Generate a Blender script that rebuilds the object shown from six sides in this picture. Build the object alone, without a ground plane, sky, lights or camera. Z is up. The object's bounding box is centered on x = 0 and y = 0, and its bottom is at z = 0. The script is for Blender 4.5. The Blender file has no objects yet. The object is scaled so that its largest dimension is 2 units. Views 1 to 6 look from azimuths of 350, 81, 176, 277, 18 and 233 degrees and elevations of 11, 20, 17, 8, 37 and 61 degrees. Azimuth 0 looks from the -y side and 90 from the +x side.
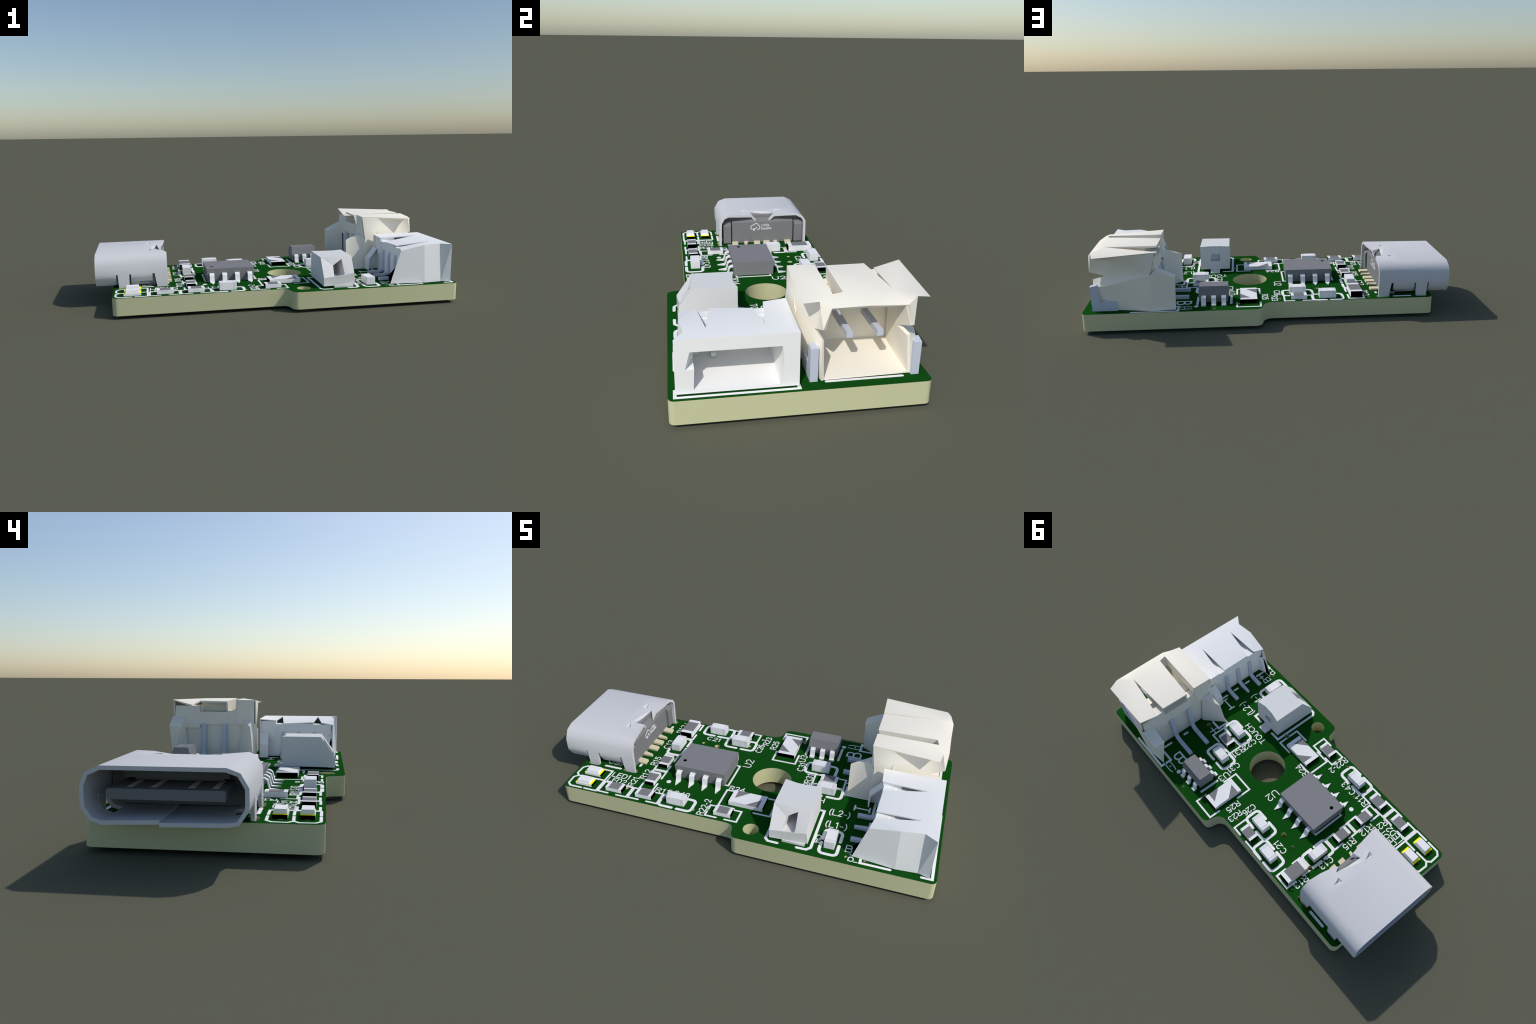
# A small populated circuit board: USB-C style port, controller chip, small chip,
# resistors, capacitors, two LEDs, two white wire connectors and an angled socket.
import bpy, bmesh
from math import radians, sin, cos, pi, hypot
from mathutils import Vector
from mathutils.geometry import tessellate_polygon

TOP = 0.113            # upper face of the board
BOTTOM = 0.0165        # lower face of the board

# ------------------------------------------------------------------ materials
def material(name, rgb, rough=0.5, metallic=0.0, spec=0.5, grain=0.0):
    m = bpy.data.materials.new(name)
    m.use_nodes = True
    nt = m.node_tree
    b = nt.nodes["Principled BSDF"]
    b.inputs["Roughness"].default_value = rough
    b.inputs["Metallic"].default_value = metallic
    b.inputs["Specular IOR Level"].default_value = spec
    if grain:
        tc = nt.nodes.new("ShaderNodeTexCoord")
        nz = nt.nodes.new("ShaderNodeTexNoise")
        nz.inputs["Scale"].default_value = 60.0
        nz.inputs["Detail"].default_value = 3.0
        rp = nt.nodes.new("ShaderNodeValToRGB")
        rp.color_ramp.elements[0].position = 0.3
        rp.color_ramp.elements[1].position = 0.7
        rp.color_ramp.elements[0].color = [c * (1 - grain) for c in rgb] + [1]
        rp.color_ramp.elements[1].color = [min(1, c * (1 + grain)) for c in rgb] + [1]
        nt.links.new(tc.outputs["Object"], nz.inputs["Vector"])
        nt.links.new(nz.outputs["Fac"], rp.inputs["Fac"])
        nt.links.new(rp.outputs["Color"], b.inputs["Base Color"])
    else:
        b.inputs["Base Color"].default_value = (*rgb, 1)
    return m

SPEC = 0.0
M_CORE  = material("fibreglass_core", (0.645, 0.645, 0.388), 0.9, spec=SPEC, grain=0.008)
M_MASK  = material("green_solder_mask", (0.008, 0.077, 0.009), 0.9, spec=SPEC, grain=0.008)
M_SILK  = material("white_print", (0.94, 0.935, 0.93), 0.9, spec=SPEC)
M_STEEL = material("port_steel", (0.705, 0.70, 0.71), 0.9, spec=SPEC)
M_DARK  = material("dark_grey_plastic", (0.225, 0.225, 0.227), 0.9, spec=SPEC)
M_GOLD  = material("pale_gold_contact", (0.80, 0.72, 0.50), 0.9, spec=SPEC)
M_CHIP  = material("grey_chip_resin", (0.255, 0.255, 0.262), 0.9, spec=SPEC)
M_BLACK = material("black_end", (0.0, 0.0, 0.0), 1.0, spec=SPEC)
M_TIN   = material("bright_tin", (0.93, 0.925, 0.92), 0.9, spec=SPEC)
M_LEAD  = material("blue_grey_lead", (0.62, 0.66, 0.76), 0.9, spec=SPEC)
M_CER   = material("white_ceramic", (0.93, 0.925, 0.92), 0.9, spec=SPEC)
M_CAPEND= material("capacitor_terminal", (0.84, 0.84, 0.84), 0.9, spec=SPEC)
M_FILM  = material("grey_film", (0.240, 0.236, 0.240), 0.9, spec=SPEC)
M_YEL   = material("yellow_phosphor", (1.0, 0.95, 0.01), 0.9, spec=SPEC)
M_CREAM = material("cream_nylon", (0.97, 0.912, 0.79), 0.9, spec=SPEC)
M_WHITE = material("white_nylon", (0.965, 0.96, 0.94), 0.9, spec=SPEC)
M_SOCK  = material("pale_grey_nylon", (0.785, 0.78, 0.765), 0.9, spec=SPEC)
M_ETCH  = material("light_grey_etch", (0.30, 0.29, 0.30), 0.9, spec=SPEC)

# ------------------------------------------------------------------ helpers
ROOT = bpy.data.objects.new("circuit_board", None)
bpy.context.collection.objects.link(ROOT)
ROOT["label"] = "small green circuit board with USB port, chips and white connectors"
ROOT["category"] = "circuit board"

def link(name, mesh, parent=ROOT, kind=None):
    o = bpy.data.objects.new(name, mesh)
    bpy.context.collection.objects.link(o)
    o.parent = parent
    if kind:
        o["kind"] = kind
    return o

def finish(bm, name, mats, angle=None, recalc=True):
    if recalc:
        bmesh.ops.recalc_face_normals(bm, faces=bm.faces)
    me = bpy.data.meshes.new(name)
    bm.to_mesh(me)
    bm.free()
    for m in mats:
        me.materials.append(m)
    if angle is not None:
        me.shade_smooth()
        me.set_sharp_from_angle(angle=radians(angle))
    return me

def prism(bm, bottom, top, mat=0, end_mats=None):
    """closed solid between two equal-length vertex loops"""
    a = [bm.verts.new(p) for p in bottom]
    b = [bm.verts.new(p) for p in top]
    n = len(a)
    fs = [bm.faces.new(a[::-1]), bm.faces.new(b)]
    for i in range(n):
        fs.append(bm.faces.new((a[i], a[(i + 1) % n], b[(i + 1) % n], b[i])))
    for f in fs:
        f.material_index = mat
    return fs

def box(bm, x0, x1, y0, y1, z0, z1, mat=0, taper=0.0):
    t = taper
    return prism(bm, [(x0, y0, z0), (x1, y0, z0), (x1, y1, z0), (x0, y1, z0)],
                 [(x0 + t, y0 + t, z1), (x1 - t, y0 + t, z1), (x1 - t, y1 - t, z1), (x0 + t, y1 - t, z1)], mat)

def box_mesh(name, dims, mat):
    bm = bmesh.new()
    box(bm, *dims)
    return finish(bm, name, [mat])

def apply_modifier(o, kind, **kw):
    m = o.modifiers.new("m", kind)
    for k, v in kw.items():
        setattr(m, k, v)
    dg = bpy.context.evaluated_depsgraph_get()
    me = bpy.data.meshes.new_from_object(o.evaluated_get(dg))
    o.modifiers.clear()
    o.data = me
    return o

def sheet(name, V, faces, thickness, mats, parent=ROOT, angle=35, offset=0.0, face_mats=None):
    """moulded wall: faces between named corner points, given a wall thickness"""
    bm = bmesh.new()
    vs = {k: bm.verts.new(p) for k, p in V.items()}
    for i, f in enumerate(faces):
        fc = bm.faces.new([vs[k] for k in (f.split() if isinstance(f, str) else f)])
        if face_mats:
            fc.material_index = face_mats.get(i, 0)
    for v in [v for v in bm.verts if not v.link_faces]:
        bm.verts.remove(v)
    bmesh.ops.triangulate(bm, faces=[f for f in bm.faces if len(f.verts) > 3])
    me = finish(bm, name, mats)
    o = link(name, me, parent)
    if thickness:
        apply_modifier(o, 'SOLIDIFY', thickness=thickness, offset=offset, use_even_offset=False)
    o.data.shade_smooth()
    o.data.set_sharp_from_angle(angle=radians(angle))
    return o

def outline_solid(name, loops, z0, z1, mat, parent=ROOT):
    """flat plate with an outer loop and holes"""
    cu = bpy.data.curves.new(name, 'CURVE')
    cu.dimensions = '2D'
    cu.fill_mode = 'BOTH'
    cu.extrude = (z1 - z0) / 2
    for lp in loops:
        s = cu.splines.new('POLY')
        s.points.add(len(lp) - 1)
        for p, q in zip(s.points, lp):
            p.co = (q[0], q[1], 0, 1)
        s.use_cyclic_u = True
    tmp = bpy.data.objects.new(name, cu)
    bpy.context.collection.objects.link(tmp)
    dg = bpy.context.evaluated_depsgraph_get()
    me = bpy.data.meshes.new_from_object(tmp.evaluated_get(dg))
    bpy.data.objects.remove(tmp)
    bpy.data.curves.remove(cu)
    me.name = name
    me.transform(__import__('mathutils').Matrix.Translation((0, 0, (z0 + z1) / 2)))
    me.materials.clear()
    me.materials.append(mat)
    for p in me.polygons:
        p.material_index = 0
    bm = bmesh.new(); bm.from_mesh(me)
    bmesh.ops.remove_doubles(bm, verts=bm.verts, dist=1e-5)
    bmesh.ops.recalc_face_normals(bm, faces=bm.faces)
    bm.to_mesh(me); bm.free()
    me.shade_smooth()
    me.set_sharp_from_angle(angle=radians(40))
    return link(name, me, parent)

def arc(cx, cy, rx, ry, a0, a1, n=8):
    return [(cx + rx * cos(radians(a0 + (a1 - a0) * i / n)), cy + ry * sin(radians(a0 + (a1 - a0) * i / n)))
            for i in range(n + 1)]

def circle(cx, cy, r, n=24):
    return [(cx + r * cos(2 * pi * i / n), cy + r * sin(2 * pi * i / n)) for i in range(n)]

def slot(x0, x1, y, r):
    return arc(x1 - r, y, r, r, -90, 90, 8) + arc(x0 + r, y, r, r, 90, 270, 8)

# ------------------------------------------------------------------ printed strokes
layer = [0]
def ribbon(bm, pts, w, z0, z1, closed=False, mat=0):
    """flat printed line of width w with round ends and mitred corners"""
    P = [Vector(p) for p in pts]
    n = len(P)
    h = w / 2
    L, R = [], []
    for i in range(n):
        if closed:
            d0 = (P[i] - P[i - 1]).normalized(); d1 = (P[(i + 1) % n] - P[i]).normalized()
        else:
            d0 = (P[i] - P[i - 1]).normalized() if i else (P[1] - P[0]).normalized()
            d1 = (P[i + 1] - P[i]).normalized() if i < n - 1 else d0
        n0 = Vector((-d0.y, d0.x)); n1 = Vector((-d1.y, d1.x))
        m = n0 + n1
        m = n1 if m.length < 1e-4 else m.normalized()
        k = h / max(0.45, m.dot(n1))
        L.append(P[i] + m * k); R.append(P[i] - m * k)
    def solid(loop):
        prism(bm, [(q[0], q[1], z0) for q in loop], [(q[0], q[1], z1) for q in loop], mat)
    if closed:
        a = [bm.verts.new((*q, z1)) for q in L]; b = [bm.verts.new((*q, z1)) for q in R]
        c = [bm.verts.new((*q, z0)) for q in L]; d = [bm.verts.new((*q, z0)) for q in R]
        for i in range(n):
            j = (i + 1) % n
            for f in ((a[i], b[i], b[j], a[j]), (a[i], a[j], c[j], c[i]), (b[j], b[i], d[i], d[j])):
                bm.faces.new(f).material_index = mat
        return
    d = (P[-1] - P[-2]).normalized(); a1 = __import__('math').atan2(d.y, d.x)
    d = (P[1] - P[0]).normalized(); a0 = __import__('math').atan2(d.y, d.x)
    endc = [P[-1] + Vector((cos(a1 - pi / 2 + pi * i / 6), sin(a1 - pi / 2 + pi * i / 6))) * h for i in range(1, 6)]
    startc = [P[0] + Vector((cos(a0 + pi / 2 + pi * i / 6), sin(a0 + pi / 2 + pi * i / 6))) * h for i in range(1, 6)]
    # strip of quads keeps concave shapes clean
    la = [bm.verts.new((*q, z1)) for q in L]; ra = [bm.verts.new((*q, z1)) for q in R]
    lb = [bm.verts.new((*q, z0)) for q in L]; rb = [bm.verts.new((*q, z0)) for q in R]
    for i in range(n - 1):
        for f in ((la[i], ra[i], ra[i + 1], la[i + 1]), (lb[i], lb[i + 1], rb[i + 1], rb[i]),
                  (la[i], la[i + 1], lb[i + 1], lb[i]), (ra[i + 1], ra[i], rb[i], rb[i + 1])):
            bm.faces.new(f).material_index = mat
    for cap, A, B, a_, b_ in ((endc, ra[-1], la[-1], rb[-1], lb[-1]), (startc, la[0], ra[0], lb[0], rb[0])):
        t = [A] + [bm.verts.new((*q, z1)) for q in cap] + [B]
        u = [a_] + [bm.verts.new((*q, z0)) for q in cap] + [b_]
        bm.faces.new(t).material_index = mat
        bm.faces.new(u[::-1]).material_index = mat
        for i in range(len(t) - 1):
            bm.faces.new((t[i], u[i], u[i + 1], t[i + 1])).material_index = mat

def next_z():
    layer[0] = (layer[0] + 1) % 24
    return TOP + 0.0003 + layer[0] * 3e-5

VIAS = [(-.279,.194,.0145),(-.364,.201,.009),(-.513,.205,.013),(-.546,.354,.008),(-.364,-.322,.008),
        (-.352,-.253,.008),(-.547,-.204,.008),(-.577,-.307,.009),(-.051,.338,.009),(.309,.450,.008),
        (.181,.394,.013),(-.118,-.335,.008),(-.186,-.355,.008),(.198,-.218,.014),(.597,-.436,.008),
        (.328,-.007,.009),(.556,.094,.013),(.684,-.435,.008),(-.846,-.334,.010),(-.848,-.249,.010),(-.103,.251,.009)]

def drill_print(o):
    """drilled holes also pierce the print"""
    xs = [v.co.x for v in o.data.vertices]; ys = [v.co.y for v in o.data.vertices]
    for (x, y, r) in VIAS:
        if min(xs) - r < x < max(xs) + r and min(ys) - r < y < max(ys) + r:
            bm = bmesh.new()
            prism(bm, [(*p, TOP - .02) for p in circle(x, y, r, 20)], [(*p, TOP + .02) for p in circle(x, y, r, 20)])
            c = bpy.data.objects.new("drill_helper", finish(bm, "drill_helper", []))
            bpy.context.collection.objects.link(c)
            apply_modifier(o, 'BOOLEAN', operation='DIFFERENCE', object=c, solver='EXACT', use_self=True)
            bpy.data.objects.remove(c)

def line(pts, w, closed=False):
    bm = bmesh.new()
    ribbon(bm, pts, w, TOP - 0.0006, next_z(), closed)
    o = link("printed_line", finish(bm, "printed_line", [M_SILK]))
    drill_print(o)

def rounded(pts, r):
    """replace inner corners of an open path by arcs of radius r"""
    if r <= 0:
        return pts
    out = [pts[0]]
    for i in range(1, len(pts) - 1):
        p, a, b = Vector(pts[i]), Vector(pts[i - 1]), Vector(pts[i + 1])
        ua, ub = (a - p).normalized(), (b - p).normalized()
        for k in range(7):
            t = k / 6
            q0 = p + ua * r; q1 = p + ub * r
            q = q0 * (1 - t) ** 2 + p * 2 * t * (1 - t) + q1 * t * t
            out.append(tuple(q))
    return out + [pts[-1]]

def brackets(axis, a0, a1, b0, b1, ga, gb, w, r=0.0):
    """pair of brackets round a component; axis is the long direction"""
    lo = [(ga, b0), (a0, b0), (a0, b1), (ga, b1)]
    hi = [(gb, b0), (a1, b0), (a1, b1), (gb, b1)]
    for p in (lo, hi):
        line(rounded([q if axis == 'x' else (q[1], q[0]) for q in p], r), w)

# single-stroke letters on a 1-high grid: width, strokes
G = {
 '1': (.35, [[(0, .78), (.2, 1), (.2, 0)]]),
 '2': (.6, [arc(.3, .7, .28, .3, 160, -30, 9) + [(.0, 0), (.6, 0)]]),
 '3': (.6, [arc(.28, .75, .27, .25, 150, -90, 8) + arc(.28, .25, .3, .27, 90, -150, 8)[0:]]),
 '4': (.65, [[(.48, 0), (.48, 1), (0, .3), (.65, .3)]]),
 '5': (.6, [[(.52, 1), (.1, 1), (.04, .55)] + arc(.28, .33, .3, .33, 120, -150, 9)]),
 '6': (.6, [[(.5, .9)] + arc(.3, .66, .3, .34, 60, 180, 5) + [(0, .4)], 'o:.3,.31,.29,.3']),
 '7': (.6, [[(0, 1), (.6, 1), (.2, 0)]]),
 'A': (.7, [[(0, 0), (.35, 1), (.7, 0)], [(.13, .35), (.57, .35)]]),
 'B': (.62, [[(.35, .53), (0, .53), (0, 1), (.35, 1)] + arc(.35, .765, .22, .235, 80, -80, 6), [(0, .53), (0, 0), (.35, 0)] + arc(.35, .265, .27, .265, -80, 90, 6)]),
 'C': (.72, [arc(.37, .5, .37, .5, 50, 310, 14)]),
 'D': (.7, [[(0, 0), (0, 1), (.3, 1)] + arc(.3, .5, .4, .5, 75, -75, 8) + [(.3, 0), (0, 0)]]),
 'E': (.58, [[(.58, 1), (0, 1), (0, 0), (.58, 0)], [(0, .52), (.5, .52)]]),
 'H': (.66, [[(0, 0), (0, 1)], [(.66, 0), (.66, 1)], [(0, .5), (.66, .5)]]),
 'L': (.55, [[(0, 1), (0, 0), (.55, 0)]]),
 'O': (.78, ['o:.39,.5,.39,.5']),
 'P': (.62, [[(0, 0), (0, 1), (.35, 1)] + arc(.35, .74, .27, .26, 75, -75, 7) + [(.35, .48), (0, .48)]]),
 'R': (.66, [[(0, 0), (0, 1), (.38, 1)] + arc(.38, .75, .25, .25, 75, -75, 7) + [(.38, .5), (0, .5)], [(.36, .5), (.66, 0)]]),
 'S': (.6, [arc(.3, .75, .27, .25, 30, 270, 9) + arc(.3, .25, .3, .25, 90, -150, 9)[1:]]),
 'T': (.66, [[(0, 1), (.66, 1)], [(.33, 1), (.33, 0)]]),
 'U': (.66, [[(0, 1), (0, .35)] + arc(.33, .33, .33, .33, 180, 360, 9) + [(.66, 1)]]),
 'a': (.45, ['o:.22,.28,.22,.28', [(.45, .58), (.45, 0)]]),
 's': (.4, [arc(.2, .43, .18, .15, 30, 270, 7) + arc(.2, .14, .2, .14, 90, -150, 7)[1:]]),
 'y': (.45, [[(0, .58), (.22, 0)], [(.45, .58), (.12, -.25)]]),
 '(': (.26, [arc(.75, .42, .7, .85, 137, 223, 8)]),
 ')': (.26, [arc(-.5, .42, .7, .85, 43, -43, 8)]),
 '-': (.36, [[(.02, .4), (.34, .4)]]),
 '+': (.5, [[(0, .42), (.5, .42)], [(.25, .67), (.25, .17)]]),
 ' ': (.3, []),
}
def glyph_paths(text, length, height, gap=.24):
    total = sum(G[c][0] for c in text) + gap * (len(text) - 1)
    sx = length / total
    x = 0
    for c in text:
        w, strokes = G[c]
        for s in strokes:
            closed = isinstance(s, str)
            if closed:
                cx, cy, rx, ry = map(float, s[2:].split(','))
                s = arc(cx, cy, rx, ry, 0, 345, 23)
            yield [((x + p[0]) * sx, p[1] * height) for p in s], closed
        x += w + gap

def lettering(text, x, y, rot, height, length, w=.0062, z=None, mat=M_SILK, parent=ROOT):
    ca, sa = cos(radians(rot)), sin(radians(rot))
    bm = bmesh.new()
    for k, (pts, closed) in enumerate(glyph_paths(text, length, height)):
        q = [(x + ca * p[0] - sa * p[1], y + sa * p[0] + ca * p[1]) for p in pts]
        zt = next_z() if z is None else z + k * 2e-5
        hit = z is None and any(min(p[0] for p in q) - r < vx < max(p[0] for p in q) + r and
                                min(p[1] for p in q) - r < vy < max(p[1] for p in q) + r for vx, vy, r in VIAS)
        if hit and not closed:          # a drilled hole crosses this stroke
            b2 = bmesh.new()
            ribbon(b2, q, w, zt - .001, zt)
            tmp = link("stroke_helper", finish(b2, "stroke_helper", [mat]))
            drill_print(tmp)
            bm.from_mesh(tmp.data)
            bpy.data.objects.remove(tmp)
        else:
            ribbon(bm, q, w, zt - .001, zt, closed)
    o = link("lettering", finish(bm, "lettering", [mat]), parent)
    return o

# ------------------------------------------------------------------ board
def corner(cx, cy, r, a):
    return arc(cx, cy, r, r, a, a + 90, 6)
NS, NN_, EW = 0.3915, 0.3845, 0.480     # half widths of the narrow end (south, north) and of the wide end
r1, r2 = 0.031, 0.024
def step(h):
    return [(-.02, h), (.008, h + .0015), (.026, .397), (.037, .408), (.043, .425), (.047, .447), (.053, .465), (.064, .476), (.082, .480)]
outline = (corner(-.905 + r1, -NS + r1, r1, 180) + [(x, -y) for x, y in step(NS)]
           + corner(1 - r2, -EW + r2, r2, 270) + corner(1 - r2, EW - r2, r2, 0)
           + step(NN_)[::-1] + corner(-.905 + r1, NN_ - r1, r1, 90))
holes = [circle(.109, 0, .102, 64), circle(.128, -.398, .038, 36)]
holes += [circle(x, y, r, 18) for x, y, r in VIAS]
for y in (-.166, .349):
    holes += [slot(-.881, -.813, y, .0145), slot(-.672, -.591, y, .0145)]
outline_solid("board_core", [outline] + holes, BOTTOM, TOP - .0006, M_CORE)
outline_solid("solder_mask", [outline] + holes, TOP - .00055, TOP, M_MASK)
outline_solid("solder_mask", [outline] + holes, BOTTOM - .0006, BOTTOM - .00005, M_MASK)

# ------------------------------------------------------------------ print
W = .0100
brackets('x', -.708, -.549, -.373, -.294, -.652, -.604, W)
brackets('x', -.540, -.379, -.371, -.293, -.482, -.436, W)
brackets('x', -.118, .045, -.374, -.295, -.060, -.016, W)
brackets('x', -.083, .187, -.285, -.157, .000, .103, W)
brackets('x', -.239, -.077, .299, .376, -.180, -.130, W)
brackets('x', .316, .481, .037, .117, .374, .421, W)
brackets('y', -.286, -.121, -.517, -.444, -.226, -.180, W)
brackets('y', -.113, .037, -.518, -.445, -.065, -.019, W)
brackets('y', .211, .368, -.521, -.436, .261, .310, W)
brackets('y', .170, .442, .057, .185, .253, .380, W)
C = .0155
brackets('x', -.372, -.196, -.376, -.290, -.296, -.268, C, .024)
brackets('x', -.404, -.236, .287, .376, -.334, -.309, C, .024)
brackets('x', -.242, -.073, .211, .297, -.172, -.143, C, .024)
brackets('x', .252, .416, .120, .211, .316, .344, C, .024)
brackets('x', .319, .485, -.049, .036, .386, .416, C, .024)
brackets('y', .043, .204, -.522, -.436, .112, .136, C, .024)
brackets('y', -.447, -.285, .468, .552, -.379, -.353, C, .024)
line([(-.803, -.377), (-.867, -.377), (-.886, -.360), (-.888, -.309), (-.870, -.291), (-.805, -.289)], .0105)
line([(-.786, -.377), (-.7185, -.377), (-.7185, -.288), (-.786, -.288)], .0105)
line([(-.871, -.291), (-.888, -.272), (-.886, -.222), (-.868, -.204), (-.805, -.203)], .0105)
line([(-.7185, -.284), (-.7185, -.203), (-.786, -.203)], .0105)
line([(-.378, .060), (-.388, .060), (-.388, -.122), (-.378, -.122)], W)
line([(-.104, -.123), (-.091, -.123), (-.091, .055), (-.104, .055)], W)
line([(-.691, .354), (-.784, .354)], .014)
line([(-.690, -.170), (-.778, -.170)], .014)
line([(-.602, -.114), (-.602, -.101)], .014)
line([(-.602, .283), (-.602, .296)], .014)
line([(.401, .387), (.401, .279)], .0135)
line([(.217, .387), (.217, .279)], .0135)
line([(.375, -.160), (.430, -.160), (.430, -.430), (.412, -.448), (.367, -.449)], .0135)
line([(.270, -.161), (.214, -.161), (.214, -.434), (.228, -.448), (.275, -.449)], .0135)
line([(.797, -.454), (.662, -.454), (.662, -.352)], .013)
line([(.934, -.455), (.980, -.455), (.980, -.015), (.934, -.015)], .013)
line([(.663, -.290), (.663, -.264)], .013)
line([(.663, -.203), (.663, -.178)], .013)
line([(.661, -.120), (.661, -.015), (.797, -.015)], .013)
line([(.744, .470), (.499, .470), (.499, .406), (.569, .406)], .013)
line([(.594, .386), (.594, .339)], .013)
line([(.594, .246), (.594, .223)], .013)
line([(.557, .062), (.500, .062), (.500, -.002), (.745, -.002)], .013)
line([(.950, .090), (.950, .378)], .013)
line([(.567, -.103), (.567, -.068)], .0085)
line([(.567, -.0855), (.641, -.0855)], .0085)
line([(.641, -.103), (.641, -.068)], .0085)
for x, y in ((-.397, -.190), (.405, .414)):
    bm = bmesh.new()
    zt = next_z()
    prism(bm, [(*p, TOP - .0006) for p in circle(x, y, .0125, 28)], [(*p, zt) for p in circle(x, y, .0125, 28)])
    link("printed_dot", finish(bm, "printed_dot", [M_SILK]))

for t in [("LED1", -.703, -.242, 0, .034, .100), ("LED2", -.705, -.286, 0, .034, .100),
          ("R21", -.556, -.284, 90, .031, .073), ("R12", -.526, -.210, 90, .031, .079),
          ("R15", -.527, -.082, 90, .031, .075), ("R11", -.430, -.285, 0, .031, .074),
          ("USB1", -.779, -.142, 0, .032, .105), ("R22-2", -.128, -.380, 90, .032, .120),
          ("C26", -.026, .211, 90, .032, .074), ("R23", -.008, .294, 90, .031, .076),
          ("R25", .044, .266, 90, .031, .079), ("U2", -.035, .060, 90, .040, .068),
          ("C31", .242, .119, 90, .032, .074), ("U3", .231, .203, 90, .034, .061),
          ("R31", .306, .033, 90, .031, .077), ("C22", .307, -.052, 90, .031, .080),
          ("(L2-)", .455, -.174, 0, .042, .102), ("(L1-)", .457, -.264, 0, .042, .104),
          ("C24", .436, -.336, -90, .023, .053), ("B", .585, -.403, 0, .042, .030),
          ("+", .621, -.392, 0, .055, .028), ("P1", .650, -.456, 90, .042, .050),
          ("B", .512, .335, 90, .075, .046), ("(-)", .492, .413, 90, .064, .037),
          ("+", .486, .057, 0, .090, .044), ("TOUCH", .250, -.101, 0, .033, .160),
          ("C43", -.333, -.281, 0, .033, .085), ("R24", -.076, -.151, 0, .031, .079),
          ("C21", -.361, .238, 0, .031, .079), ("C13", -.530, .082, 90, .031, .080),
          ("R13", -.526, .252, 90, .031, .080)]:
    lettering(*t, w=.0095 if t[4] == .075 else .0052)

# ------------------------------------------------------------------ resistors, capacitors, LEDs
def resistor_meshes(L, Wd, h, band):
    bm = bmesh.new()
    fs = box(bm, -L / 2, L / 2, -Wd / 2, Wd / 2, TOP + .0012, h - .0012)
    for f in bm.faces:
        c = f.calc_center_median()
        f.material_index = 1 if abs(c.x) > L / 2 - 1e-4 else 0
    body = finish(bm, "resistor", [M_CER, M_BLACK])
    film = box_mesh("resistor_film", (-L / 2 + band, L / 2 - band, -Wd / 2 + .0004, Wd / 2 - .0004, h - .0014, h - .0003), M_FILM)
    term = box_mesh("terminal", (-band / 2, band / 2, -Wd / 2, Wd / 2, h - .0014, h), M_TIN)
    return body, film, term

def place(o, x, y, rot=0):
    o.location = (x, y, 0)
    o.rotation_euler = (0, 0, radians(rot))

def resistor(meshes, L, band, x, y, rot):
    b = link("resistor", meshes[0]); place(b, x, y, rot)
    link("resistor_film", meshes[1], b)
    for s in (-1, 1):
        t = link("terminal", meshes[2], b)
        t.location = (s * (L / 2 - band / 2), 0, 0)
    return b

small = resistor_meshes(.089, .050, .137, .016)
for x, y, rot in ((-.4595, -.332, 0), (-.626, -.333, 0), (-.479, -.205, 90), (-.479, -.044, 90),
                  (-.035, -.334, 0), (-.157, .336, 0), (.399, .076, 0)):
    resistor(small, .089, .016, x, y, rot)
mid = resistor_meshes(.134, .066, .149, .022)
resistor(mid, .134, .022, -.480, .286, 90)
big = resistor_meshes(.178, .094, .137, .022)
def sense_resistor(x, y, rot):
    b = resistor(big, .178, .022, x, y, rot)
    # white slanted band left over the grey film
    bm = bmesh.new()
    pts = [(-.067, -.044), (.030, -.044), (.067, .010), (.067, .044), (-.035, .044), (-.067, -.005)]
    pts = [(-.067, -.0455), (.002, -.0455), (.067, .012), (.067, .0455), (-.004, .0455), (-.067, -.014)]
    prism(bm, [(*p, .1362) for p in pts], [(*p, .1370) for p in pts])
    link("white_band", finish(bm, "white_band", [M_TIN]), b)
sense_resistor(.053, -.218, 0)
sense_resistor(.121, .303, 90)

def capacitor_meshes(L, Wd, h, band):
    bm = bmesh.new()
    box(bm, -L / 2 + band, L / 2 - band, -Wd / 2 + .0003, Wd / 2 - .0003, TOP + .001, h + .0004)
    body = finish(bm, "capacitor", [M_CER])
    bm = bmesh.new()
    box(bm, -band / 2, band / 2, -Wd / 2, Wd / 2, TOP + .0006, h)
    bmesh.ops.bevel(bm, geom=[e for e in bm.edges], offset=.0012, segments=1, affect='EDGES', profile=.6)
    term = finish(bm, "terminal", [M_CAPEND])
    return body, term
cap = capacitor_meshes(.093, .049, .1565, .016)
for x, y, rot in ((-.286, -.328, 0), (-.157, .254, 0), (-.318, .330, 0), (-.480, .125, 90),
                  (.332, .166, 0), (.403, -.007, 0), (.510, -.365, 90)):
    b = link("capacitor", cap[0]); place(b, x, y, rot)
    for s in (-1, 1):
        t = link("terminal", cap[1], b)
        t.location = (s * (.047 - .008), 0, 0)

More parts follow.
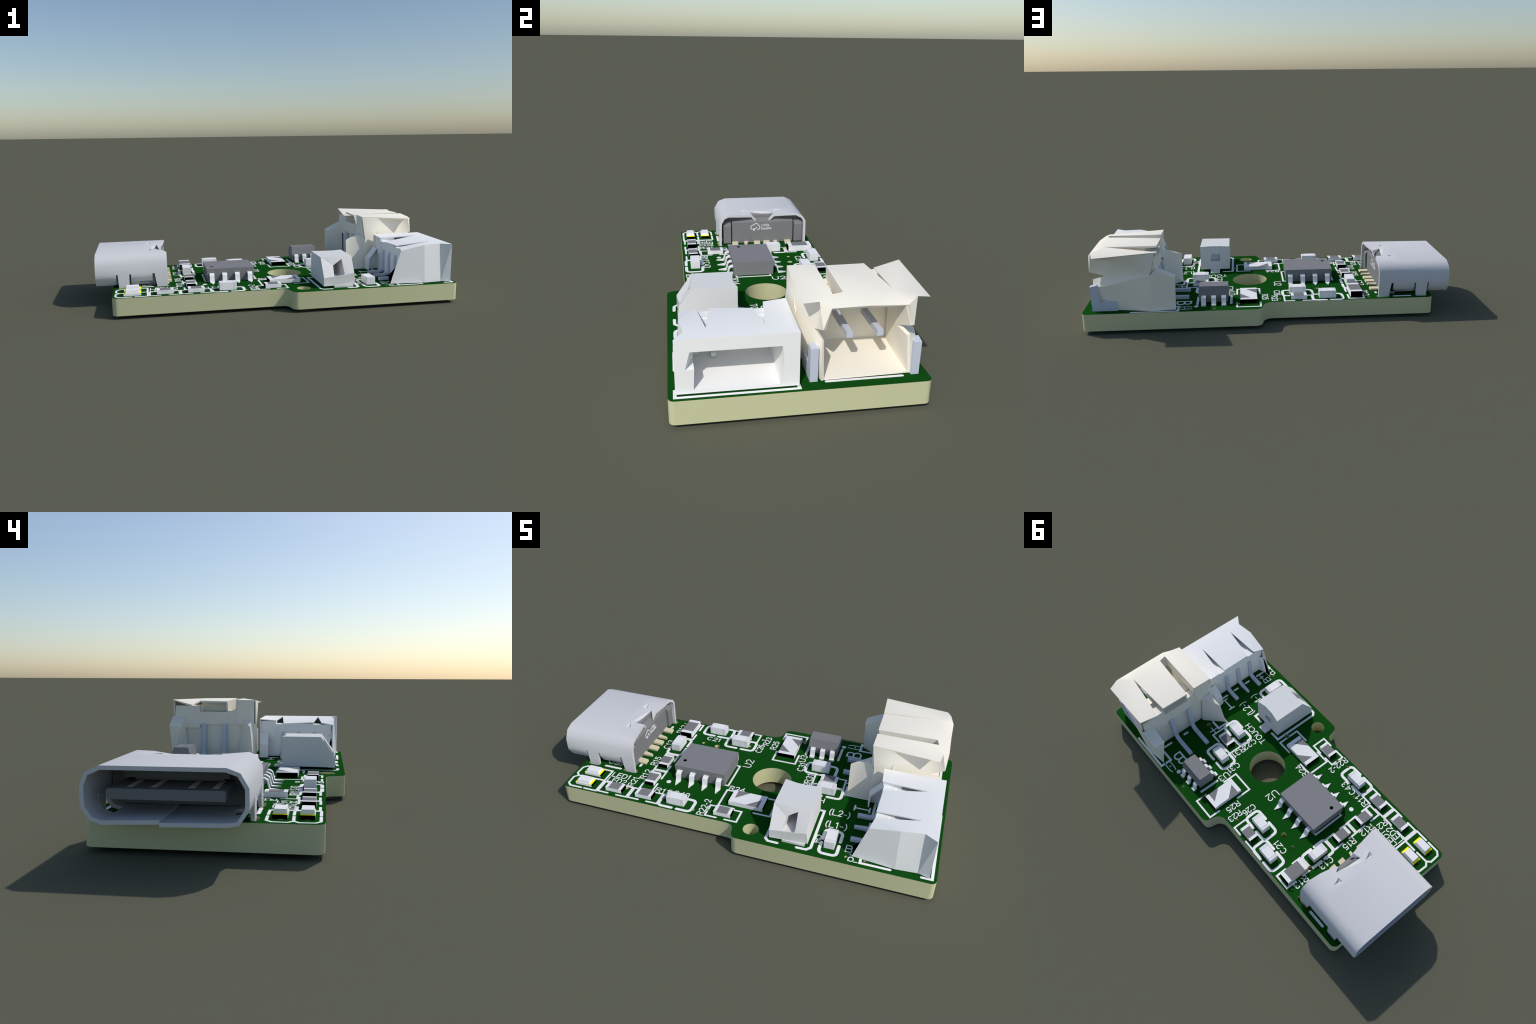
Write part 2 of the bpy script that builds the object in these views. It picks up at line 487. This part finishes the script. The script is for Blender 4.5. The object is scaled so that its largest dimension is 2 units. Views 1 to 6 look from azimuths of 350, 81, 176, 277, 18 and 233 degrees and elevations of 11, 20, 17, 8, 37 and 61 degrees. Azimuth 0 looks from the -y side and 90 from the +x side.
bm = bmesh.new()
box(bm, -.046, .046, -.0245, .0245, TOP + .001, .1275)
for f in bm.faces:
    f.material_index = 1 if abs(f.calc_center_median().x) > .0455 else 0
led_base = finish(bm, "led", [M_CER, M_BLACK])
bm = bmesh.new()
prism(bm, [(-.0365, -.0238, .127), (.0355, -.0238, .127), (.0355, .0238, .127), (-.0365, .0238, .127)],
      [(-.033, -.020, .1435), (.033, -.020, .1435), (.033, .020, .1435), (-.033, .020, .1435)])
led_lens = finish(bm, "lens", [M_CER])
led_strip = box_mesh("yellow_strip", (-.0055, .0055, -.0243, .0243, .1265, .1286), M_YEL)
for y in (-.246, -.334):
    b = link("led", led_base); place(b, -.7985, y)
    link("lens", led_lens, b)
    for s in (-1, 1):
        t = link("yellow_strip", led_strip, b); t.location = (s * .0405, 0, 0)

# ------------------------------------------------------------------ controller chip
bm = bmesh.new()
prism(bm, [(-.377, -.135, .1145), (-.108, -.135, .1145), (-.108, .0705, .1145), (-.377, .0705, .1145)],
      [(-.381, -.139, .190), (-.104, -.139, .190), (-.104, .0745, .190), (-.381, .0745, .190)])
chip = link("microchip", finish(bm, "microchip", [M_CHIP]))
bm = bmesh.new()
prism(bm, [(*p, .1885) for p in circle(-.3455, -.084, .0095)], [(*p, .1904) for p in circle(-.3455, -.084, .0095)])
link("orientation_dot", finish(bm, "orientation_dot", [M_BLACK]), chip)

def bent_pin_mesh(name, path, widths, t, mat):
    """flat pin swept along (y, z) points; width varies along the way"""
    bm = bmesh.new()
    rows = []
    n = len(path)
    for i, (y, z) in enumerate(path):
        a = Vector(path[max(0, i - 1)]); b = Vector(path[min(n - 1, i + 1)])
        d = (b - a).normalized(); nv = Vector((-d.y, d.x)) * t / 2
        w = widths[i] / 2
        rows.append([bm.verts.new((sx * w, y + sg * nv.x, z + sg * nv.y)) for sx, sg in ((-1, -1), (1, -1), (1, 1), (-1, 1))])
    for r0, r1_ in zip(rows, rows[1:]):
        for i in range(4):
            j = (i + 1) % 4
            bm.faces.new((r0[i], r0[j], r1_[j], r1_[i]))
    bm.faces.new(rows[0][::-1]); bm.faces.new(rows[-1])
    return finish(bm, name, [mat], 18)

sop_pin = bent_pin_mesh("pin", [(-.090, .161), (-.114, .1615), (-.1255, .154), (-.1345, .118), (-.1375, .1165), (-.1755, .1155)],
                        [.027, .027, .027, .027, .027, .001], .0055, M_TIN)
for i in range(4):
    for s in (0, 180):
        p = link("pin", sop_pin, chip)
        p.location = (-.352 + .0737 * i, -.0325, 0)
        p.rotation_euler = (0, 0, radians(s))

# ------------------------------------------------------------------ small six-pin chip
bm = bmesh.new()
secs = [(.236, .386, .300, .376, .122), (.226, .394, .285, .391, .166), (.232, .388, .3, .374, .2115)]
secs = [(.236, .386, .296, .380, .122), (.228, .393, .287, .389, .166), (.232, .388, .301, .373, .2115)]
rings = [[bm.verts.new(p) for p in ((a, c, z), (b, c, z), (b, d, z), (a, d, z))] for a, b, c, d, z in secs]
for r0, r1_ in zip(rings, rings[1:]):
    for i in range(4):
        bm.faces.new((r0[i], r0[(i + 1) % 4], r1_[(i + 1) % 4], r1_[i]))
bm.faces.new(rings[0][::-1]); bm.faces.new(rings[-1])
sot = link("small_chip", finish(bm, "small_chip", [M_CHIP]))
sot_pin = bent_pin_mesh("pin", [(-.045, .161), (-.057, .160), (-.062, .154), (-.068, .123), (-.074, .1185), (-.084, .1185)],
                        [.0255] * 6, .009, M_TIN)
for i in range(3):
    for s in (0, 180):
        p = link("pin", sot_pin, sot)
        p.location = (.311 + .0545 * (i - 1), .337, 0)
        p.rotation_euler = (0, 0, radians(s))
lettering("SOT-23-6", .3550, .3400, 180, .0145, .088, w=.0026, z=.2119, mat=M_ETCH, parent=sot)
bm = bmesh.new()
prism(bm, [(*p, .211) for p in circle(.368, .347, .005, 16)], [(*p, .2119) for p in circle(.368, .347, .005, 16)])
link("orientation_dot", finish(bm, "orientation_dot", [M_ETCH]), sot)

# ------------------------------------------------------------------ USB port
def usb_shell():
    XF, XR = -1.0, -.605
    bm = bmesh.new()
    cache = {}
    def v(x, y, z):
        k = (round(x, 4), round(y, 4), round(z, 4))
        if k not in cache:
            cache[k] = bm.verts.new(k)
        return cache[k]
    def quad(x0, x1, p, q):
        bm.faces.new((v(x0, *p), v(x1, *p), v(x1, *q), v(x0, *q)))
    # roof plate with the torn rear edge and two small nicks
    z = .2975
    XM = -.735
    sm, nm = (-.1121, .2931)
    bm.faces.new((v(XF, .289, z), v(XF, -.100, z), v(XM, sm, z), v(XM, nm, z)))
    edge = [(XM, nm, z), (XM, sm, z), (XR, -.118, z), (-.616, -.045, .292), (-.632, .032, .284), (-.638, .056, .256),
            (-.648, .040, .272), (-.676, .022, .292), (-.668, .095, .284), (-.656, .166, .292), (-.640, .140, .272), (-.633, .127, .257),
            (-.627, .157, .288), (-.612, .230, .296), (XR, .295, z)]
    nicks = [[(-.706, -.034, z), (-.702, .015, z), (-.679, -.034, z)], [(-.713, .173, z), (-.700, .220, z), (-.684, .176, z)]]
    polys = [[Vector(p) for p in edge]] + [[Vector(p) for p in n] for n in nicks]
    flat = [[Vector((p.x, p.y, 0)) for p in pl] for pl in polys]
    allp = [p for pl in polys for p in pl]
    for t in tessellate_polygon(flat):
        vs = [v(*allp[i]) for i in t]
        if len(set(vs)) == 3:
            bm.faces.new(vs)
    for n in nicks:     # pressed-in pockets
        c = Vector(n[0]) * .2 + Vector(n[1]) * .4 + Vector(n[2]) * .4
        tip = (c.x, c.y, z - .018)
        for i in range(3):
            bm.faces.new((v(*n[i]), v(*n[(i + 1) % 3]), v(*tip)))
    # flanks: profile points (y, z) front and rear
    north = [(.289, .2975), (.334, .276), (.351, .237), (.3515, .189)]
    north_r = [(.295, .2975), (.334, .276), (.351, .250), (.3515, .189)]
    south = [(-.100, .2975), (-.141, .2825), (-.1675, .238), (-.1685, .189)]
    south_r = [(-.118, .2975), (-.146, .283), (-.1655, .250), (-.1685, .189)]
    for f, r in ((north, north_r), (south, south_r)):
        for i in range(2):
            lp = [v(XF, *f[i])] + ([v(XM, nm if f is north else sm, z)] if i == 0 else [])
            bm.faces.new(lp + [v(XR, *r[i]), v(XR, *r[i + 1]), v(XF, *f[i + 1])])
        xs = [XF, -.888, -.879, -.815, -.806, -.688, -.676, XR]
        mid = [v(x, *f[3]) for x in xs]
        bm.faces.new([v(XF, *f[2]), v(XR, *r[2])] + mid[::-1])
        y = f[3][0]
        for a, b in ((-.879, -.815), (-.676, XR)):          # legs
            lo, hi = (.004, -.004) if a < -.8 else (.010, 0)
            A, B = v(a + lo * 2.2, y, .06), v(b + hi, y, .06)
            bm.faces.new((v(a, y, .189), v(b, y, .189), B, A))
    lower_n = [(.3515, .189), (.348, .165), (.324, .128), (.2855, .1155), (.1056, .1215)]
    lower_s = [(-.1685, .189), (-.1665, .168), (-.137, .124), (-.100, .118), (.1054, .1135)]
    for L in (lower_n, lower_s):
        for p, q in zip(L[:-2], L[1:-1]):
            quad(XF, -.888, p, q); quad(-.806, -.688, p, q)
    for L in (lower_n, lower_s):
        xs = [XF, -.888, -.806, -.688]
        a = [v(x, *L[3]) for x in xs]; b = [v(x, *L[4]) for x in (XF, -.688)]
        bm.faces.new(a + b[::-1])
    bmesh.ops.triangulate(bm, faces=[f for f in bm.faces if len(f.verts) > 4])
    bmesh.ops.recalc_face_normals(bm, faces=bm.faces)
    # make sure normals look outwards
    s = sum((f.normal.dot(f.calc_center_median() - Vector((-.8, .0915, .2)))) * f.calc_area() for f in bm.faces)
    if s < 0:
        bmesh.ops.reverse_faces(bm, faces=bm.faces)
    me = finish(bm, "usb_port", [M_STEEL], recalc=False)
    o = link("usb_port", me)
    apply_modifier(o, 'SOLIDIFY', thickness=.0135, offset=-1.0, use_even_offset=False)
    o.data.shade_smooth()
    o.data.set_sharp_from_angle(angle=radians(42))
    return o
usb = usb_shell()

bm = bmesh.new()
def plate(yz0, yz1, x0, x1, chamfer=.02):
    (y0, z0), (y1, z1) = yz0, yz1
    c = chamfer
    pts = [(y0, z0), (y1, z0), (y1, z1 - c), (y1 - c, z1), (y0 + c, z1), (y0, z1 - c)]
    prism(bm, [(x0, *p) for p in pts], [(x1, *p) for p in pts])
plate((-.150, .135), (.333, .275), -.760, -.655, .03)
prof = [(-.70, .119), (-.618, .119), (-.618, .225), (-.645, .250), (-.70, .262)]
prism(bm, [(x, -.143, z) for x, z in prof], [(x, -.098, z) for x, z in prof])
prism(bm, [(x, .284, z) for x, z in prof], [(x, .333, z) for x, z in prof])
prof = [(-.70, .1165), (-.6285, .1165), (-.6285, .242), (-.650, .259), (-.672, .281), (-.70, .281)]
prism(bm, [(x, -.0905, z) for x, z in prof], [(x, .277, z) for x, z in prof])
plate((-.0925, .1900), (.2755, .2236), -.972, -.75, .003)
plate((-.082, .236), (.268, .284), -.830, -.75, .02)
plate((-.060, .2225), (.24, .238), -.800, -.75, .004)
insert = link("port_insert", finish(bm, "port_insert", [M_DARK]), usb)
for y in (-.056, .020, .137, .213):
    link("contact", box_mesh("contact", (-.935, -.79, y - .010, y + .010, .2230, .2247), M_GOLD), insert)
for i, (y, pointed) in enumerate(((-.071, 0), (-.001, 1), (.0605, 0), (.119, 0), (.177, 1), (.247, 0))):
    bm = bmesh.new()
    w0, w1 = (.0185, .018) if not pointed else (.018, .007)
    sh = -.006 if not pointed else -.012
    prism(bm, [(-.66, y - w0, .115), (-.576, y - w1 + sh, .115), (-.578, y + w1 + sh, .115), (-.66, y + w0, .115)],
          [(-.66, y - w0, .1265), (-.578, y - w1 + sh, .1255), (-.580, y + w1 + sh, .1255), (-.66, y + w0, .1265)])
    link("solder_pin", finish(bm, "solder_pin", [M_GOLD]), usb)
# printed cloud mark and two words on the rear face of the insert
def face_print(paths, w, name):
    bm = bmesh.new()
    for k, (pts, closed) in enumerate(paths):
        ribbon(bm, pts, w, -.0008, .0006 + k * 2e-5, closed)
    for q in bm.verts:          # local (u, v, n) -> (y, z, x)
        q.co = Vector((-.628 + q.co.z, q.co.x, q.co.y))
    return link(name, finish(bm, name, [M_SILK]), insert)
cy, cz = .0495, .2135
cloud = (arc(cy - .0125, cz - .003, .0145, .015, 240, 95, 8) + arc(cy + .004, cz + .008, .0145, .0125, 160, 15, 8)
         + arc(cy + .016, cz - .004, .0115, .0125, 75, -110, 8))
face_print([(cloud, False), (arc(cy - .0085, cz - .0165, .0052, .0052, 0, 345, 16), True),
            ([(cy - .004, cz - .012), (cy + .010, cz - .003)], False)], .0040, "cloud_mark")
def word(t, y, z, L, h):
    return [([(y + p[0], z + p[1]) for p in pts], c) for pts, c in glyph_paths(t, L, h)]
face_print(word("LCEDA", .0865, .2165, .047, .0125) + word("EasyEDA", .0865, .1965, .061, .0125), .0019, "lettering")

# ------------------------------------------------------------------ tall two-pin connector
V = dict(
 A=(.606, .005, .438), B=(.608, .109, .438), C1=(.903, .109, .436), C2=(.893, .152, .438), D=(.606, .164, .430),
 E=(.608, .318, .431), F=(.878, .338, .436), G=(.604, .363, .408), H=(.602, .465, .438), I=(.918, .465, .418),
 J=(.936, .410, .428), KR=(.954, .374, .405), KM=(.954, .235, .408), K=(.954, .096, .408), M=(.926, .060, .424), L=(.919, .004, .420),
 C1d=(.895, .112, .372), Bd=(.620, .112, .385), C2d=(.890, .150, .372), Dd=(.625, .164, .374),
 SJ=(.954, .073, .323), NS=(.872, .061, .290), XS=(.628, .003, .296),
 NJ=(.955, .398, .322), NN=(.878, .378, .289), XN=(.632, .464, .315),
 QS=(.944, .072, .279), QSb=(.947, .076, .116), RSb=(.630, .003, .116), QSo=(.935, .058, .262),
 QN=(.940, .393, .277), QNo=(.922, .425, .246), QNm=(.868, .440, .254), XNl=(.632, .462, .279), QNb=(.938, .407, .116), RNb=(.630, .462, .116),
 JNo=(.604, .466, .343), JNi=(.612, .410, .342), WNo=(.511, .464, .296), WNi=(.513, .408, .294), FN=(.514, .447, .114),
 JSo=(.602, .028, .321), JSi=(.612, .070, .326), WSo=(.512, .022, .293), FS=(.513, .005, .114),
 rNb=(.612, .385, .116), rSb=(.612, .100, .116),
 PS=(.705, .005, .432), RS=(.872, .080, .400), PN=(.640, .465, .4355), TN=(.776, .436, .390), RN=(.885, .400, .405),
)
faces = ["A B C1 M L", "D E F C2", "F G H I J", "C1 C2 F J KR KM K M",
         "B C1 C1d Bd", "C2 D Dd C2d", "C1 C2 C2d C1d",
         "A PS XS", "PS RS NS XS", "PS L M RS", "RS M SJ NS", "M K SJ",
         "H PN TN XN", "PN I J RN TN", "TN RN NN", "TN NN XN", "RN J NJ NN", "J KR NJ",
         "XS NS QS QSo", "XS QSo RSb", "QSo QSb RSb", "QS QSb QSo",
         "XN NN QNm XNl", "NN QN QNo QNm", "XNl QNm QNo RNb", "QNo QNb RNb", "QN QNb QNo",
         "JNo JNi WNi WNo", "WNo WNi FN", "JNo WNo FN RNb XNl XN", "JNi WNi FN rNb",
         "JSo JSi WSo", "XS JSo WSo FS RSb", "JSi WSo FS rSb"]
V = {k: (p[0], p[1], p[2] - (.004 if p[2] > .4 else 0)) for k, p in V.items()}     # outer faces, half a wall lower
tall = sheet("wire_connector", V, faces, .010, [M_CREAM], angle=48)
bm = bmesh.new()
box(bm, .6075, .715, .012, .1085, .300, .432)         # rear wall posts beside the slot
box(bm, .6075, .662, .164, .318, .30, .371)
box(bm, .6075, .662, .318, .455, .28, .404)
box(bm, .618, .660, .1085, .164, .30, .378)
box(bm, .621, .720, .014, .452, .117, .303)           # lower rear wall
box(bm, .672, .720, .110, .446, .30, .372)
box(bm, .672, .7195, .167, .316, .370, .426)           # closes the window under the roof panel
prism(bm, [(.640, .080, .1165), (.945, .080, .1160), (.938, .405, .1160), (.640, .440, .1165)],
      [(.640, .080, .172), (.945, .080, .121), (.938, .405, .121), (.640, .440, .172)])
link("connector_wall", finish(bm, "connector_wall", [M_CREAM]), tall)
bm = bmesh.new()
prism(bm, [(.895, .028, .114), (.948, .028, .114), (.948, .057, .114), (.895, .057, .114)],
      [(.918, .026, .258), (.953, .026, .251), (.953, .056, .251), (.918, .056, .258)])
box(bm, .815, .900, .0285, .0385, .114, .172)
link("solder_tab", finish(bm, "solder_tab", [M_LEAD]), tall)
bm = bmesh.new()
prism(bm, [(.895, .412, .114), (.948, .412, .114), (.948, .442, .114), (.895, .442, .114)],
      [(.916, .411, .258), (.953, .411, .250), (.953, .441, .250), (.916, .441, .258)])
box(bm, .816, .900, .432, .4415, .114, .170)
link("solder_tab", finish(bm, "solder_tab", [M_LEAD]), tall)
sheet("connector_wall", dict(a=(.73, .388, .402), b=(.73, .390, .130), c=(.937, .402, .120), d=(.939, .389, .274),
      e=(.878, .372, .288), f=(.952, .392, .320), g=(.951, .370, .398)), ["a b c d e", "a e f g"], .006, [M_CREAM], tall)
def lead(y, w, x_top, z_top, x_bend, x_end, t, mat, parent, end_w=None):
    pth = [(x_top + .02, z_top), (x_top - .004, z_top - .012), (x_top - .010, z_top - .04), (x_bend, .150), (x_bend - .012, .132), (x_bend - .035, .124), (x_end, .1225)]
    me = bent_pin_mesh("lead", [(q[0], q[1]) for q in pth], [w] * 6 + [end_w or w], t, mat)
    o = link("lead", me, parent)
    o.location = (0, y, 0)
    o.rotation_euler = (0, 0, -pi / 2)      # local y runs along world x
    return o
for y in (.2925, .177):
    lead(y, .0225, .612, .312, .599, .452, .017, M_LEAD, tall)
    link("contact_pin", box_mesh("contact_pin", (.655, .918, y - .0115, y + .0115, .268, .290), M_LEAD), tall)

# ------------------------------------------------------------------ low three-pin connector
V = dict(
 a=(.675, -.016, .330), b=(.682, -.105, .322), c=(.894, -.129, .332), d=(.695, -.148, .304), e=(.691, -.316, .313),
 f=(.894, -.339, .332), g=(.693, -.363, .311), h=(.678, -.423, .302), s=(.812, -.431, .330), l=(.912, -.416, .331),
 j=(.968, -.451, .332), i=(.968, -.017, .332), k=(.935, -.030, .333),
 SR=(.678, -.419, .236), SF=(.620, -.423, .116), SM=(.816, -.443, .116), SL=(.916, -.4365, .117), SJ=(.969, -.451, .118),
 NI=(.969, -.016, .118), NR=(.640, -.018, .116), NW=(.622, -.022, .116), NT=(.624, -.024, .190), NA=(.676, -.018, .250),
 NWi=(.630, -.065, .116), NTi=(.632, -.065, .185), NAi=(.684, -.062, .250),
 tl=(.968, -.400, .282), tr=(.968, -.076, .282), r=(.968, -.068, .216), br=(.968, -.084, .128), bl=(.968, -.390, .131), ml=(.968, -.387, .213), m2=(.968, -.418, .211),
 itl=(.750, -.385, .280), itr=(.750, -.082, .280), ibr=(.752, -.086, .159), ibl=(.752, -.385, .159),
 m3=(.905, -.392, .225),
)
faces = ["a b c k i", "d e f c", "g h s l f", "f l j i k c",
         "h s SM SF SR", "s l SL SM", "l j SJ SL",
         "i j tl tr", "i tr r br NI", "NI br bl SJ", "SJ bl ml m2 j", "j m2 tl",
         "tl tr itr itl", "tr r ibr itr", "r br ibr", "br bl ibl ibr", "bl ml m3 ibl", "ibl m3 itl", "m3 tl itl", "ml m2 m3", "m2 tl m3",
         "itl itr ibr ibl",
         "a i NI NR NA", "NA NR NW NT", "NT NW NWi NTi", "NA NT NTi NAi"]
V = {k: (min(p[0], .966), p[1], p[2] - (.003 if p[2] > .3 else 0)) for k, p in V.items()}
low = sheet("wire_connector", V, faces, .006, [M_WHITE], angle=9)
bm = bmesh.new()
prism(bm, [(.692, -.405, .118), (.746, -.405, .118), (.746, -.02, .118), (.692, -.02, .118)],
      [(.692, -.405, .300), (.746, -.405, .300), (.746, -.02, .300), (.692, -.02, .300)])
box(bm, .686, .774, -.105, -.02, .22, .318)
box(bm, .694, .774, -.318, -.147, .22, .303)
box(bm, .694, .774, -.418, -.362, .16, .300)
box(bm, .70, .93, -.41, -.04, .284, .296)
link("connector_wall", finish(bm, "connector_wall", [M_WHITE]), low)
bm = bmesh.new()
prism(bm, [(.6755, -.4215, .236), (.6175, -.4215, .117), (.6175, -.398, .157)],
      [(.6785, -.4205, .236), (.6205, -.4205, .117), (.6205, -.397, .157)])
prism(bm, [(.677, -.418, .234), (.622, -.397, .156), (.690, -.395, .118), (.690, -.400, .236)],
      [(.679, -.415, .234), (.625, -.394, .156), (.691, -.392, .118), (.691, -.397, .236)], 1)
link("black_sliver", finish(bm, "black_sliver", [M_BLACK, M_WHITE]), low)
for y, ew in ((-.149, .022), (-.235, .012), (-.3225, .022)):
    lead(y, .0215, .697, .262, .690, .593, .015, M_LEAD, low, ew)
link("contact_nub", box_mesh("contact_nub", (.750, .795, -.316, -.299, .160, .177), M_WHITE), low)

# ------------------------------------------------------------------ angled socket
V = dict(
 a=(.231, -.173, .274), b=(.293, -.185, .274), c=(.354, -.186, .274), d=(.412, -.173, .274), e=(.408, -.366, .274), f=(.231, -.363, .274),
 g=(.231, -.435, .171), h=(.406, -.428, .190), gb=(.231, -.435, .125), hb=(.413, -.424, .127), gm=(.292, -.436, .125),
 ab=(.231, -.173, .127), db=(.412, -.173, .127),
 p=(.297, -.384, .228), q=(.349, -.373, .261), r=(.352, -.424, .189), s=(.334, -.431, .169), t=(.291, -.433, .170),
 p2=(.300, -.265, .215), q2=(.345, -.265, .217), r2=(.345, -.280, .165), s2=(.300, -.280, .165),
 n1=(.339, -.173, .230), n2=(.293, -.173, .226), n3=(.291, -.173, .178), n4=(.352, -.173, .179),
 o1=(.335, -.205, .225), o2=(.297, -.205, .222), o3=(.295, -.205, .180), o4=(.346, -.205, .181),
)
faces = ["a b c d e f",
         "f e q", "f q p", "e h r q", "f p t g", "t s h g", "s r h", "g h hb gb",
         "p q q2 p2", "q r r2 q2", "r s r2", "s t s2 r2", "t p p2 s2", "p2 q2 r2 s2",
         "d e h hb db", "f a ab gb g",
         "a b n2 n3 ab", "b c n1 n2", "c d db n4 n1", "ab n3 n4 db",
         "n1 n2 o2 o1", "n2 n3 o3 o2", "n3 n4 o4 o3", "n4 n1 o1 o4", "o1 o2 o3 o4",
         "ab db hb gb"]
sock = sheet("angled_socket", V, faces, 0, [M_SOCK], angle=14)
bm = bmesh.new()
prism(bm, [(.294, -.176, .1135), (.351, -.176, .1135), (.351, -.127, .1135), (.294, -.127, .1135)],
      [(.294, -.176, .127), (.351, -.176, .127), (.351, -.129, .119), (.294, -.129, .119)])
box(bm, .292, .40, -.433, -.40, .1135, .126)
link("solder_tab", finish(bm, "solder_tab", [M_SOCK]), sock)
